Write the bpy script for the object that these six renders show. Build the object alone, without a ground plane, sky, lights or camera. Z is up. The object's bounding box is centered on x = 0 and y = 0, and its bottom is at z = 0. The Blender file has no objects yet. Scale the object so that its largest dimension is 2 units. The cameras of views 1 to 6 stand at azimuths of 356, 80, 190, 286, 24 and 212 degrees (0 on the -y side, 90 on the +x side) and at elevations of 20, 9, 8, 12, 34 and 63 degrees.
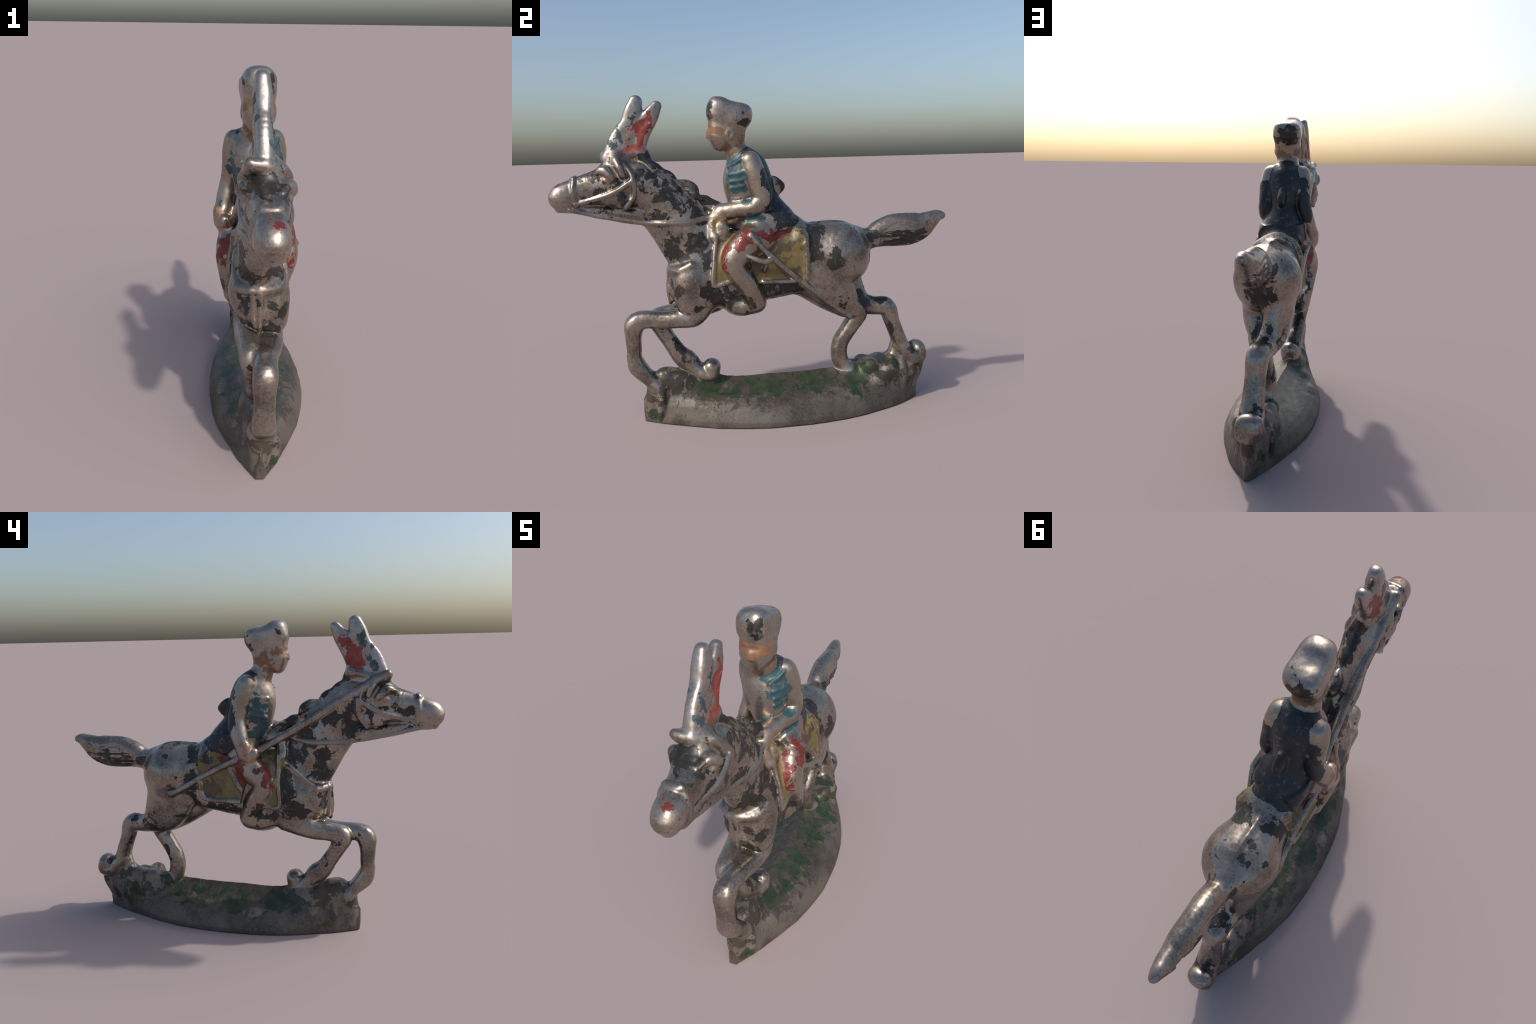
"""Worn cast-metal toy: a cavalry rider in a fur cap on a galloping mule, on a boat-shaped base.

The whole casting is modelled as one implicit solid: every part is a spine with radii,
a blob, a surface strap or a raised panel; parts are blended with smooth unions, the
zero surface is meshed once, and the faces are then split into named parts that
share border vertices and the normals of the whole casting."""
import bpy, math
import numpy as np
from mathutils import Vector, noise as mnoise

# ----------------------------------------------------------------------------- implicit solid
H = 0.0045                                     # cell size
LO = np.array([-0.265, -1.04, -0.03], np.float32)
HI = np.array([0.265, 1.04, 1.65], np.float32)
N = np.ceil((HI - LO) / H).astype(int)
GX, GY, GZ = [LO[i] + H * np.arange(N[i], dtype=np.float32) for i in range(3)]
F = np.full(N, 0.2, np.float32)                # signed field, negative inside
LAB = np.zeros(N, np.int16)                    # which part owns the cell
PARTS = []                                     # names by label


def label(name):
    if name not in PARTS:
        PARTS.append(name)
    return PARTS.index(name)


def window(lo, hi):
    a = np.clip(np.floor((np.asarray(lo) - LO) / H).astype(int), 0, N)
    b = np.clip(np.ceil((np.asarray(hi) - LO) / H).astype(int) + 1, 0, N)
    return tuple(slice(int(p), int(q)) for p, q in zip(a, b))


def axes(s):
    return GX[s[0]][:, None, None], GY[s[1]][None, :, None], GZ[s[2]][None, None, :]


def merge(d, s, name, k):
    f = F[s]
    t = np.clip(0.5 + 0.5 * (f - d) / k, 0, 1)
    LAB[s] = np.where(d < f, label(name), LAB[s])
    F[s] = f * (1 - t) + d * t - k * t * (1 - t)


def carve(d, s, k):
    """Smooth subtraction of the solid d."""
    f, e = F[s], -d
    t = np.clip(0.5 - 0.5 * (f - e) / k, 0, 1)
    F[s] = f * (1 - t) + e * t + k * t * (1 - t)


def resample(points, n=5):
    p = np.array(points, float)
    if len(p) < 3:
        return p
    q = np.vstack([2 * p[0] - p[1], p, 2 * p[-1] - p[-2]])
    out = []
    for i in range(1, len(q) - 2):
        for t in np.arange(n) / n:
            a, b, c, d = q[i - 1:i + 3]
            out.append(0.5 * (2 * b + (c - a) * t + (2 * a - 5 * b + 4 * c - d) * t * t + (3 * b - a - 3 * c + d) * t ** 3))
    out.append(p[-1])
    out = np.array(out)
    out[:, 3:] = np.maximum(out[:, 3:], 0.004)
    return out


def spine_field(points, power=2.0, n=5, margin=0.06):
    """Swept ellipse: points are (x, y, z, radius in the y-z plane, half width in x)."""
    p = resample(points, n)
    m = np.maximum(p[:, 3], p[:, 4])[:, None] + margin
    s = window((p[:, :3] - m).min(0), (p[:, :3] + m).max(0))
    off = [sl.start for sl in s]
    d = np.full([sl.stop - sl.start for sl in s], 0.2, np.float32)
    for a, b in zip(p[:-1], p[1:]):
        r = max(a[3], b[3], a[4], b[4]) + margin
        w = window(np.minimum(a[:3], b[:3]) - r, np.maximum(a[:3], b[:3]) + r)
        w = tuple(slice(max(i.start, j.start), min(i.stop, j.stop)) for i, j in zip(w, s))
        loc = tuple(slice(sl.start - o, sl.stop - o) for sl, o in zip(w, off))
        X, Y, Zz = axes(w)
        v = (b - a)[:3]
        t = np.clip(((X - a[0]) * v[0] + (Y - a[1]) * v[1] + (Zz - a[2]) * v[2]) / max(v @ v, 1e-9), 0, 1).astype(np.float32)
        R, W = a[3] + t * (b[3] - a[3]), a[4] + t * (b[4] - a[4])
        dx = np.abs(X - a[0] - t * v[0]) * (R / W)
        dr = np.sqrt((Y - a[1] - t * v[1]) ** 2 + (Zz - a[2] - t * v[2]) ** 2)
        if power == 2.0:
            q = np.sqrt(dx * dx + dr * dr)
        else:
            q = (dx ** power + dr ** power) ** (1 / power)
        q = (q - R) * np.minimum(1, W / R)
        d[loc] = np.minimum(d[loc], q)
    return d, s


def limb(name, points, k=0.02, power=2.0):
    d, s = spine_field(points, power)
    merge(d, s, name, k)


def blob_field(c, r, turn=0.0, yaw=0.0, power=2.0):
    """Super-ellipsoid; turn in degrees about x, then yaw about z."""
    m = max(r) + 0.05
    s = window(np.array(c) - m, np.array(c) + m)
    X, Y, Zz = axes(s)
    X, Y, Zz = X - c[0], Y - c[1], Zz - c[2]
    ca, sa = math.cos(math.radians(yaw)), math.sin(math.radians(yaw))
    X, Y = ca * X + sa * Y, -sa * X + ca * Y
    ca, sa = math.cos(math.radians(turn)), math.sin(math.radians(turn))
    Y, Zz = ca * Y + sa * Zz, -sa * Y + ca * Zz
    q = (np.abs(X / r[0]) ** power + np.abs(Y / r[1]) ** power + np.abs(Zz / r[2]) ** power) ** (1 / power)
    return ((q - 1) * min(r)).astype(np.float32), s


def blob(name, c, r, turn=0.0, yaw=0.0, power=2.0, k=0.02):
    d, s = blob_field(c, r, turn, yaw, power)
    merge(d, s, name, k)


def dent(c, r, turn=0.0, yaw=0.0, k=0.01):
    d, s = blob_field(c, r, turn, yaw)
    carve(d, s, k)


def side_x(y, z, side):
    """x of the outermost surface at (y, z) on one side, None where there is nothing."""
    iy, iz = int(round((y - LO[1]) / H)), int(round((z - LO[2]) / H))
    col = F[:, iy, iz]
    ins = np.nonzero(col < 0)[0]
    if not len(ins):
        return None
    i = ins[-1] if side > 0 else ins[0]
    j = i + (1 if side > 0 else -1)
    f = col[i] / (col[i] - col[j])
    return float(GX[i] + (GX[j] - GX[i]) * f)


def strap(name, path, side, r, lift=0.3, k=0.008, flat=1.0, smooth=2, fixed=None):
    """Cord or strap lying on the surface: path in (y, z), x found on the solid."""
    p = resample([(0, y, z, r, r * flat) for y, z in path], 6)
    xs = [side_x(y, z, side) for y, z in p[:, 1:3]]
    good = [i for i, v in enumerate(xs) if v is not None]
    xs = np.interp(np.arange(len(xs)), good, [xs[i] for i in good])
    for _ in range(smooth):
        xs = np.convolve(np.pad(xs, 2, mode="edge"), np.ones(5) / 5, "valid")
    p[:, 0] = xs + side * lift * r
    d, s = spine_field(p, n=1, margin=0.03)
    merge(d, s, name, k)


def groove(path, side, r, depth=0.4, k=0.006):
    """Furrow cut into the surface along a (y, z) path."""
    p = resample([(0, y, z, r, r) for y, z in path], 6)
    xs = [side_x(y, z, side) for y, z in p[:, 1:3]]
    good = [i for i, v in enumerate(xs) if v is not None]
    p[:, 0] = np.interp(np.arange(len(xs)), good, [xs[i] for i in good]) + side * (1 - depth) * r
    d, s = spine_field(p, n=1, margin=0.03)
    carve(d, s, k)


def cover(name, outline, side, thick, k=0.006):
    """Raised panel: the present surface pushed out inside a y-z outline on one side."""
    o = np.array(outline, float)
    s = window((-0.26, *(o.min(0) - 0.03)), (0.26, *(o.max(0) + 0.03)))
    X, Y, Zz = axes(s)
    Y2, Z2 = Y[0], Zz[0]
    dist, inside = np.full((Y2.shape[0], Z2.shape[1]), 9.0), np.zeros((Y2.shape[0], Z2.shape[1]), bool)
    for a, b in zip(o, np.roll(o, -1, 0)):
        v = b - a
        t = np.clip(((Y2 - a[0]) * v[0] + (Z2 - a[1]) * v[1]) / (v @ v), 0, 1)
        dist = np.minimum(dist, np.hypot(Y2 - a[0] - t * v[0], Z2 - a[1] - t * v[1]))
        inside ^= ((a[1] > Z2) != (b[1] > Z2)) & (Y2 < (b[0] - a[0]) * (Z2 - a[1]) / (b[1] - a[1] + 1e-12) + a[0])
    flat = np.where(inside, -dist, dist).astype(np.float32)[None]
    d = np.maximum(np.maximum(F[s] - thick, flat), (0.01 - side * (X - CX)))
    merge(d, s, name, k)


CX = -0.022                                    # the mould's parting plane

# ----------------------------------------------------------------------------- base
BASE_Y = [-0.61, -0.59, -0.49, -0.37, -0.24, -0.12, 0.0, 0.10, 0.22, 0.34, 0.48, 0.58, 0.68, 0.77, 0.81, 0.835]
BASE_W = [0.012, 0.030, 0.085, 0.137, 0.188, 0.214, 0.229, 0.232, 0.228, 0.215, 0.180, 0.142, 0.103, 0.054, 0.028, 0.006]
BASE_H = [0.11, 0.15, 0.20, 0.215, 0.200, 0.188, 0.190, 0.190, 0.190, 0.195, 0.205, 0.21, 0.19, 0.13, 0.10, 0.08]
s = window((-0.26, -0.66, -0.03), (0.26, 0.88, 0.30))
X, Y, Zz = axes(s)
W = np.interp(Y, BASE_Y, BASE_W).astype(np.float32)
top = np.interp(Y, BASE_Y, BASE_H).astype(np.float32)
mid = np.interp(Y, [-0.6, 0.0, 0.5, 0.7, 0.83], [-0.020, 0.001, 0.004, 0.000, -0.014]).astype(np.float32)
for _ in range(3):                             # round the outline
    W, top = [np.apply_along_axis(lambda v: np.convolve(np.pad(v, 4, mode="edge"), np.ones(9) / 9, "valid"), 1, q) for q in (W, top)]
crest = mid - np.interp(Y, [-0.5, -0.3, 0.4, 0.6], [0.0, 0.013, 0.013, 0.0]).astype(np.float32)
u = np.where(X > crest, (X - crest) / np.maximum(mid + W - crest, 0.004), (crest - X) / np.maximum(crest - mid + W, 0.004))
rise = np.interp(u, [0, 0.10, 0.30, 0.6, 0.75, 0.88, 0.97, 1.05], [1.02, 0.93, 0.78, 0.65, 0.58, 0.45, 0.23, 0.0]).astype(np.float32)
rise = np.where(X < mid, rise * np.interp(u, [0, 0.3, 0.6, 0.9, 1.0], [1.0, 0.97, 0.92, 0.88, 0.88]), rise).astype(np.float32)
edge = np.maximum((Y + 0.0) - 0.838, -0.612 - Y)
d = np.maximum((Zz - top * rise) * 0.75, (np.abs(X - mid) - W) * 0.85)
d = np.maximum(np.maximum(d, edge), -Zz)
merge(d.astype(np.float32), s, "base", 0.002)

# rocks and grass tufts under the hooves
limb("rock", [(-0.015, -0.552, 0.165, 0.042, 0.044), (-0.016, -0.556, 0.105, 0.048, 0.047), (-0.018, -0.560, 0.04, 0.042, 0.040)], k=0.02)
blob("rock", (-0.015, -0.505, 0.205), (0.050, 0.058, 0.062), turn=-20, k=0.03)
blob("rock", (-0.020, -0.43, 0.175), (0.066, 0.10, 0.080), turn=-8, k=0.04)
blob("rock", (-0.045, -0.30, 0.155), (0.055, 0.09, 0.07), turn=-10, k=0.04)
limb("rock", [(0.035, -0.52, 0.17, 0.020, 0.022), (0.045, -0.525, 0.10, 0.022, 0.022), (0.040, -0.53, 0.03, 0.018, 0.02)], k=0.02)
limb("rock", [(-0.052, -0.46, 0.16, 0.028, 0.028), (-0.066, -0.47, 0.10, 0.028, 0.028), (-0.070, -0.47, 0.04, 0.025, 0.028)], k=0.03)
limb("rock", [(-0.066, -0.40, 0.20, 0.022, 0.026), (-0.088, -0.38, 0.14, 0.026, 0.026), (-0.100, -0.375, 0.09, 0.02, 0.022)], k=0.03)
blob("rock", (-0.10, -0.22, 0.115), (0.035, 0.05, 0.03), k=0.025)
blob("rock", (-0.16, -0.06, 0.095), (0.030, 0.05, 0.02), k=0.02)
blob("rock", (-0.018, 0.60, 0.150), (0.082, 0.15, 0.085), turn=8, k=0.05)
blob("rock", (-0.018, 0.74, 0.14), (0.052, 0.10, 0.09), turn=-10, k=0.03)
for x, y, z, r in [(0.045, 0.565, 0.205, 0.040), (0.062, 0.600, 0.130, 0.045), (0.055, 0.655, 0.180, 0.040), (-0.056, 0.545, 0.205, 0.034),
                   (-0.062, 0.565, 0.140, 0.042), (-0.055, 0.635, 0.205, 0.034), (-0.050, 0.46, 0.190, 0.034)]:
    blob("rock", (x, y, z), (r, r * 1.1, r * 1.05), k=0.03)
for sx in (1, -1):                             # ribs that fan down from the trailing hoof
    for y0, y1, x1 in [(0.69, 0.67, 0.080), (0.745, 0.725, 0.060), (0.80, 0.775, 0.038)]:
        x1 -= 0.012 if sx < 0 else 0
        limb("rock", [(CX + sx * 0.028, y0, 0.225, 0.018, 0.018), (CX + sx * x1, y1 + 0.02, 0.15, 0.022, 0.022), (CX + sx * (x1 - 0.004), y1, 0.05, 0.018, 0.018)], k=0.018)
limb("rock", [(CX, 0.86, 0.20, 0.022, 0.03), (CX, 0.845, 0.14, 0.026, 0.03), (CX, 0.80, 0.06, 0.024, 0.025)], k=0.025)
blob("rock", (CX, 0.825, 0.045), (0.010, 0.014, 0.022), k=0.006)

# ----------------------------------------------------------------------------- mule
limb("mule_torso", [(CX + 0.005, -0.315, 0.715, 0.128, 0.114), (CX + 0.005, -0.22, 0.74, 0.165, 0.112), (CX + 0.006, -0.06, 0.765, 0.185, 0.110), (CX + 0.007, 0.12, 0.785, 0.172, 0.113),
                    (CX + 0.008, 0.28, 0.805, 0.160, 0.124), (CX + 0.010, 0.40, 0.795, 0.155, 0.138)], power=2.3)
blob("mule_torso", (CX + 0.007, 0.405, 0.802), (0.163, 0.163, 0.165), k=0.03)
blob("mule_torso", (CX, -0.10, 0.588), (0.084, 0.10, 0.080), k=0.03)
limb("mule_torso", [(CX + 0.004, -0.25, 0.625, 0.058, 0.092), (CX + 0.004, 0.0, 0.660, 0.060, 0.100), (CX + 0.004, 0.20, 0.675, 0.052, 0.098)], k=0.03, power=2.5)
blob("mule_torso", (CX + 0.014, -0.380, 0.672), (0.096, 0.078, 0.110), k=0.025, power=1.7)
for sx in (1, -1):
    blob("mule_torso", (CX + 0.007 + sx * 0.070, -0.322 - 0.016 * sx, 0.690), (0.056, 0.085, 0.112), turn=10, k=0.025)   # shoulder
blob("mule_torso", (0.050, -0.360, 0.610), (0.050, 0.065, 0.065), k=0.03)
limb("mule_torso", [(CX + 0.004, -0.455, 0.75, 0.010, 0.010), (CX + 0.004, -0.464, 0.68, 0.010, 0.010), (CX + 0.003, -0.455, 0.60, 0.010, 0.010)], k=0.02)
limb("mule_torso", [(CX, 0.28, 0.957, 0.012, 0.008), (CX, 0.38, 0.962, 0.012, 0.008), (CX, 0.50, 0.925, 0.012, 0.008)], k=0.02)
limb("mule_neck", [(CX, -0.30, 0.83, 0.155, 0.088), (CX, -0.385, 0.985, 0.152, 0.078), (CX, -0.475, 1.095, 0.135, 0.069), (CX, -0.565, 1.185, 0.115, 0.068)], k=0.03, power=1.75)
limb("mule_head", [(CX, -0.60, 1.195, 0.098, 0.076), (CX, -0.70, 1.188, 0.094, 0.080), (CX, -0.80, 1.175, 0.078, 0.064), (CX, -0.875, 1.160, 0.066, 0.056),
                   (CX + 0.002, -0.925, 1.142, 0.064, 0.060), (CX + 0.002, -0.943, 1.134, 0.057, 0.054)], k=0.03, power=2.3)
limb("mule_head", [(CX, -0.955, 1.085, 0.018, 0.030), (CX, -0.915, 1.083, 0.020, 0.036), (CX, -0.87, 1.090, 0.024, 0.036)], k=0.008)
limb("mule_head", [(CX, -0.90, 1.092, 0.022, 0.030), (CX, -0.80, 1.075, 0.030, 0.034), (CX, -0.68, 1.055, 0.040, 0.042), (CX, -0.57, 1.04, 0.048, 0.055)], k=0.012)
for sx in (1, -1):
    blob("mule_head", (CX + sx * 0.052, -0.685, 1.125), (0.036, 0.080, 0.045), turn=-14, k=0.012)   # cheek
    limb("mule_head", [(CX + sx * 0.050, -0.775, 1.245, 0.014, 0.016), (CX + sx * 0.074, -0.735, 1.260, 0.022, 0.020), (CX + sx * 0.086, -0.705, 1.235, 0.018, 0.018),
                       (CX + sx * 0.080, -0.685, 1.215, 0.012, 0.012)], k=0.012)                    # brow
    blob("mule_head", (CX + sx * 0.070, -0.722, 1.215), (0.018, 0.022, 0.016), k=0.006)             # eye
    limb("mule_head", [(CX + sx * 0.058, -0.675, 1.300, 0.015, 0.016), (CX + sx * 0.076, -0.660, 1.270, 0.018, 0.018), (CX + sx * 0.080, -0.648, 1.235, 0.014, 0.014)], k=0.01)
limb("mule_head", [(CX, -0.715, 1.245, 0.050, 0.060), (CX, -0.675, 1.30, 0.060, 0.055)], k=0.03)

EX = -0.031
limb("mule_ear", [(EX, -0.664, 1.315, 0.076, 0.038), (EX, -0.637, 1.395, 0.070, 0.034), (EX, -0.603, 1.470, 0.050, 0.033), (EX, -0.587, 1.530, 0.044, 0.032),
                  (EX, -0.573, 1.575, 0.033, 0.026)], k=0.012, power=2.8)
limb("mule_ear", [(EX + 0.004, -0.605, 1.345, 0.060, 0.034), (EX + 0.004, -0.557, 1.435, 0.048, 0.032), (EX + 0.004, -0.508, 1.510, 0.040, 0.029), (EX + 0.002, -0.477, 1.556, 0.026, 0.022)], k=0.008, power=2.8)
for sx in (1, -1):
    limb_pts = [(EX + 0.003 + sx * 0.042, -0.605, 1.375, 0.024, 0.012), (EX + 0.003 + sx * 0.041, -0.565, 1.44, 0.020, 0.012), (EX + 0.003 + sx * 0.038, -0.535, 1.485, 0.012, 0.010)]
    d, s = spine_field(limb_pts)
    carve(d, s, 0.01)

# mane in scalloped tufts leaning to the left side
for y, z, r, t in [(-0.548, 1.315, 0.040, 60), (-0.500, 1.255, 0.042, 40), (-0.440, 1.215, 0.040, 40), (-0.352, 1.165, 0.046, 30), (-0.325, 1.155, 0.036, 55), (-0.262, 1.090, 0.042, 30), (-0.215, 1.068, 0.035, 35)]:
    blob("mane", (-0.020, y, z), (0.027, r * 1.15, r * 0.85), turn=-t, yaw=12, k=0.012)
    limb("mane", [(-0.002, y - 0.02, z + 0.012, 0.012, 0.011), (0.008, y + 0.012, z - 0.016, 0.012, 0.011), (0.018, y + 0.040, z - 0.046, 0.008, 0.008)], k=0.014)

blob("mane", (-0.02, -0.195, 1.045), (0.036, 0.05, 0.035), k=0.02)

# legs, rather square in section
limb("foreleg", [(0.025, -0.29, 0.60, 0.060, 0.055), (0.034, -0.345, 0.533, 0.047, 0.054), (0.026, -0.42, 0.526, 0.045, 0.054), (0.010, -0.51, 0.523, 0.043, 0.047), (-0.004, -0.595, 0.525, 0.045, 0.047),
                 (-0.008, -0.637, 0.500, 0.050, 0.050), (-0.010, -0.646, 0.445, 0.041, 0.046), (-0.010, -0.646, 0.38, 0.036, 0.043), (-0.010, -0.646, 0.325, 0.038, 0.044), (-0.010, -0.628, 0.278, 0.045, 0.050),
                 (-0.010, -0.583, 0.228, 0.037, 0.050), (-0.010, -0.545, 0.190, 0.044, 0.058)], k=0.014, power=2.4)
blob("foreleg", (-0.010, -0.545, 0.185), (0.058, 0.046, 0.042), turn=-45, k=0.012)
limb("foreleg.001", [(-0.066, -0.24, 0.60, 0.074, 0.054), (-0.068, -0.36, 0.549, 0.053, 0.050), (-0.064, -0.46, 0.533, 0.046, 0.045), (-0.058, -0.517, 0.512, 0.052, 0.045),
                     (-0.050, -0.500, 0.455, 0.043, 0.041), (-0.040, -0.456, 0.378, 0.040, 0.040), (-0.034, -0.415, 0.314, 0.044, 0.042), (-0.028, -0.362, 0.266, 0.040, 0.044),
                     (-0.022, -0.310, 0.225, 0.037, 0.048)], k=0.014, power=2.4)
limb("foreleg.001", [(-0.020, -0.315, 0.222, 0.036, 0.048), (-0.017, -0.274, 0.215, 0.044, 0.054), (-0.015, -0.264, 0.253, 0.045, 0.054)], k=0.012)
blob("foreleg.001", (-0.028, -0.372, 0.315), (0.036, 0.042, 0.026), turn=-35, k=0.02)
limb("hindleg", [(0.036, 0.315, 0.72, 0.145, 0.090), (0.028, 0.365, 0.63, 0.112, 0.082), (0.004, 0.452, 0.540, 0.068, 0.062), (-0.004, 0.512, 0.487, 0.047, 0.048),
                 (-0.012, 0.467, 0.410, 0.042, 0.044), (-0.018, 0.421, 0.335, 0.042, 0.043), (-0.020, 0.409, 0.270, 0.043, 0.043), (-0.018, 0.427, 0.210, 0.042, 0.043),
                 (-0.010, 0.468, 0.165, 0.042, 0.047)], k=0.016, power=2.2)
blob("hindleg", (-0.008, 0.480, 0.165), (0.050, 0.052, 0.040), turn=-45, k=0.012)
dent((0.005, 0.575, 0.610), (0.035, 0.060, 0.080), k=0.04)
limb("hindleg", [(0.0, 0.21, 0.645, 0.050, 0.055), (0.0, 0.32, 0.580, 0.050, 0.050), (0.0, 0.43, 0.520, 0.045, 0.050)], k=0.02)
limb("hindleg.001", [(-0.070, 0.40, 0.70, 0.140, 0.078), (-0.066, 0.448, 0.60, 0.113, 0.064), (-0.050, 0.525, 0.535, 0.066, 0.056), (-0.036, 0.60, 0.511, 0.048, 0.048),
                     (-0.026, 0.672, 0.503, 0.050, 0.052), (-0.022, 0.703, 0.430, 0.040, 0.048), (-0.020, 0.735, 0.340, 0.040, 0.050), (-0.020, 0.760, 0.275, 0.044, 0.056),
                     (-0.024, 0.815, 0.225, 0.040, 0.058)], k=0.016, power=2.2)
limb("hindleg.001", [(-0.026, 0.815, 0.222, 0.038, 0.060), (-0.029, 0.853, 0.226, 0.044, 0.065), (-0.030, 0.848, 0.264, 0.044, 0.062)], k=0.012)
limb("hindleg.001", [(-0.022, 0.72, 0.28, 0.030, 0.032), (-0.022, 0.71, 0.21, 0.040, 0.04)], k=0.02)

# tail with strands
limb("tail", [(CX, 0.50, 0.865, 0.072, 0.070), (CX + 0.002, 0.58, 0.875, 0.056, 0.054), (CX + 0.002, 0.65, 0.901, 0.074, 0.058), (CX, 0.72, 0.911, 0.086, 0.060),
              (CX, 0.80, 0.914, 0.084, 0.058), (CX, 0.860, 0.927, 0.068, 0.050), (CX, 0.905, 0.950, 0.050, 0.042), (CX - 0.002, 0.950, 0.975, 0.032, 0.030),
              (CX - 0.002, 0.978, 0.978, 0.021, 0.021)], k=0.025)
limb("tail", [(CX + 0.004, 0.80, 0.880, 0.040, 0.040), (CX + 0.002, 0.865, 0.888, 0.028, 0.030), (CX, 0.905, 0.895, 0.014, 0.018)], k=0.012)
for sx in (1, -1):                             # wavy locks, cut as furrows
    for a in (-0.80, -0.50, -0.20, 0.12, 0.44):
        groove([(0.63, 0.880 + a * 0.050), (0.68, 0.904 + a * 0.068), (0.73, 0.918 + a * 0.074), (0.78, 0.908 + a * 0.080), (0.825, 0.898 + a * 0.074), (0.865, 0.912 + a * 0.055), (0.895 - 0.01 * a, 0.930 + a * 0.042)],
               sx, 0.012, depth=0.8)

# ----------------------------------------------------------------------------- tack
for sx in (1, -1):
    strap("bridle", [(-0.872, 1.228), (-0.880, 1.18), (-0.876, 1.135), (-0.872, 1.095)], sx, 0.011, lift=0.0, k=0.008)
    strap("bridle", [(-0.872, 1.105), (-0.775, 1.130), (-0.69, 1.158), (-0.61, 1.205)], sx, 0.013, lift=0.1, k=0.008)
    strap("bridle", [(-0.640, 1.285), (-0.610, 1.240), (-0.598, 1.190), (-0.605, 1.130), (-0.640, 1.085)], sx, 0.013, lift=0.0, k=0.008)
    strap("rein", [(-0.90, 1.080), (-0.80, 1.053), (-0.68, 1.026), (-0.56, 1.006), (-0.46, 1.002), (-0.36, 1.002), (-0.25, 1.020)], sx, 0.012, lift=0.0, k=0.008)
strap("breast_strap", [(-0.215, 0.905), (-0.305, 0.835), (-0.40, 0.768), (-0.445, 0.772)], -1, 0.015, lift=0.0, k=0.010)
limb("bridle", [(CX, -0.885, 1.222, 0.012, 0.04), (CX, -0.878, 1.226, 0.012, 0.045)], k=0.006)
limb("breast_strap", [(CX - 0.075, -0.400, 0.765, 0.016, 0.03), (CX, -0.446, 0.770, 0.014, 0.03), (CX + 0.070, -0.408, 0.772, 0.014, 0.02), (CX + 0.105, -0.350, 0.800, 0.008, 0.008)], k=0.022)
strap("breast_strap", [(-0.448, 0.745), (-0.45, 0.68), (-0.445, 0.615)], -1, 0.012, k=0.008)
limb("bridle", [(EX - 0.012, -0.728, 1.322, 0.020, 0.034), (EX - 0.004, -0.68, 1.314, 0.018, 0.043), (EX, -0.60, 1.335, 0.018, 0.043), (EX, -0.555, 1.340, 0.026, 0.038)], k=0.014)

# saddle cloth: rear panels and front flaps, both with a raised hem
LEFT_REAR = [(-0.07, 0.96), (0.12, 0.97), (0.225, 0.925), (0.228, 0.80), (0.222, 0.695), (0.158, 0.692), (-0.060, 0.702)]
LEFT_FLAP = [(-0.225, 0.940), (-0.258, 0.690), (-0.165, 0.700), (-0.12, 0.94)]
RIGHT_REAR = [(0.0, 0.96), (0.19, 0.95), (0.225, 0.80), (0.215, 0.725), (0.195, 0.688), (-0.005, 0.680), (-0.04, 0.80)]
RIGHT_FLAP = [(-0.12, 0.95), (-0.235, 0.945), (-0.215, 0.80), (-0.222, 0.665), (-0.12, 0.662)]
cover("saddle_cloth", LEFT_REAR, 1, 0.018)
cover("saddle_cloth", LEFT_FLAP, 1, 0.013)
cover("saddle_cloth", RIGHT_REAR, -1, 0.013)
cover("saddle_cloth", RIGHT_FLAP, -1, 0.013)
for path, sx in [([(-0.005, 0.703), (0.09, 0.700), (0.150, 0.700)], 1), ([(0.205, 0.90), (0.212, 0.80), (0.21, 0.71)], 1), ([(-0.222, 0.93), (-0.242, 0.80), (-0.246, 0.70), (-0.175, 0.708)], 1),
                 ([(0.205, 0.78), (0.205, 0.73), (0.18, 0.697), (0.09, 0.692), (0.0, 0.690)], -1), ([(-0.208, 0.93), (-0.206, 0.80), (-0.213, 0.676), (-0.14, 0.672)], -1),
                 ([(0.055, 0.86), (0.02, 0.80), (-0.01, 0.75)], -1)]:
    strap("saddle_hem", path, sx, 0.011, lift=-0.1, k=0.009)
limb("blanket_roll", [(CX + 0.120, 0.186, 0.888, 0.030, 0.026), (CX + 0.100, 0.186, 0.922, 0.026, 0.026), (CX + 0.062, 0.190, 0.950, 0.025, 0.028), (CX, 0.190, 0.972, 0.026, 0.030),
                      (CX - 0.050, 0.190, 0.950, 0.025, 0.028), (CX - 0.084, 0.186, 0.922, 0.026, 0.026), (CX - 0.102, 0.188, 0.885, 0.028, 0.024)], k=0.03)
dent((CX + 0.150, 0.184, 0.900), (0.012, 0.020, 0.022), k=0.006)
limb("saddle", [(0.005, -0.205, 1.055, 0.022, 0.030), (0.022, -0.232, 1.00, 0.022, 0.026), (0.050, -0.240, 0.925, 0.018, 0.022)], k=0.02)
limb("saddle", [(-0.06, -0.205, 1.01, 0.026, 0.026), (-0.085, -0.222, 0.95, 0.022, 0.022), (-0.105, -0.215, 0.90, 0.018, 0.018)], k=0.025)
blob("saddle", (CX, -0.165, 1.01), (0.050, 0.065, 0.050), k=0.02)
blob("holster", (0.038, -0.190, 0.950), (0.036, 0.037, 0.058), k=0.012)

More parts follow.
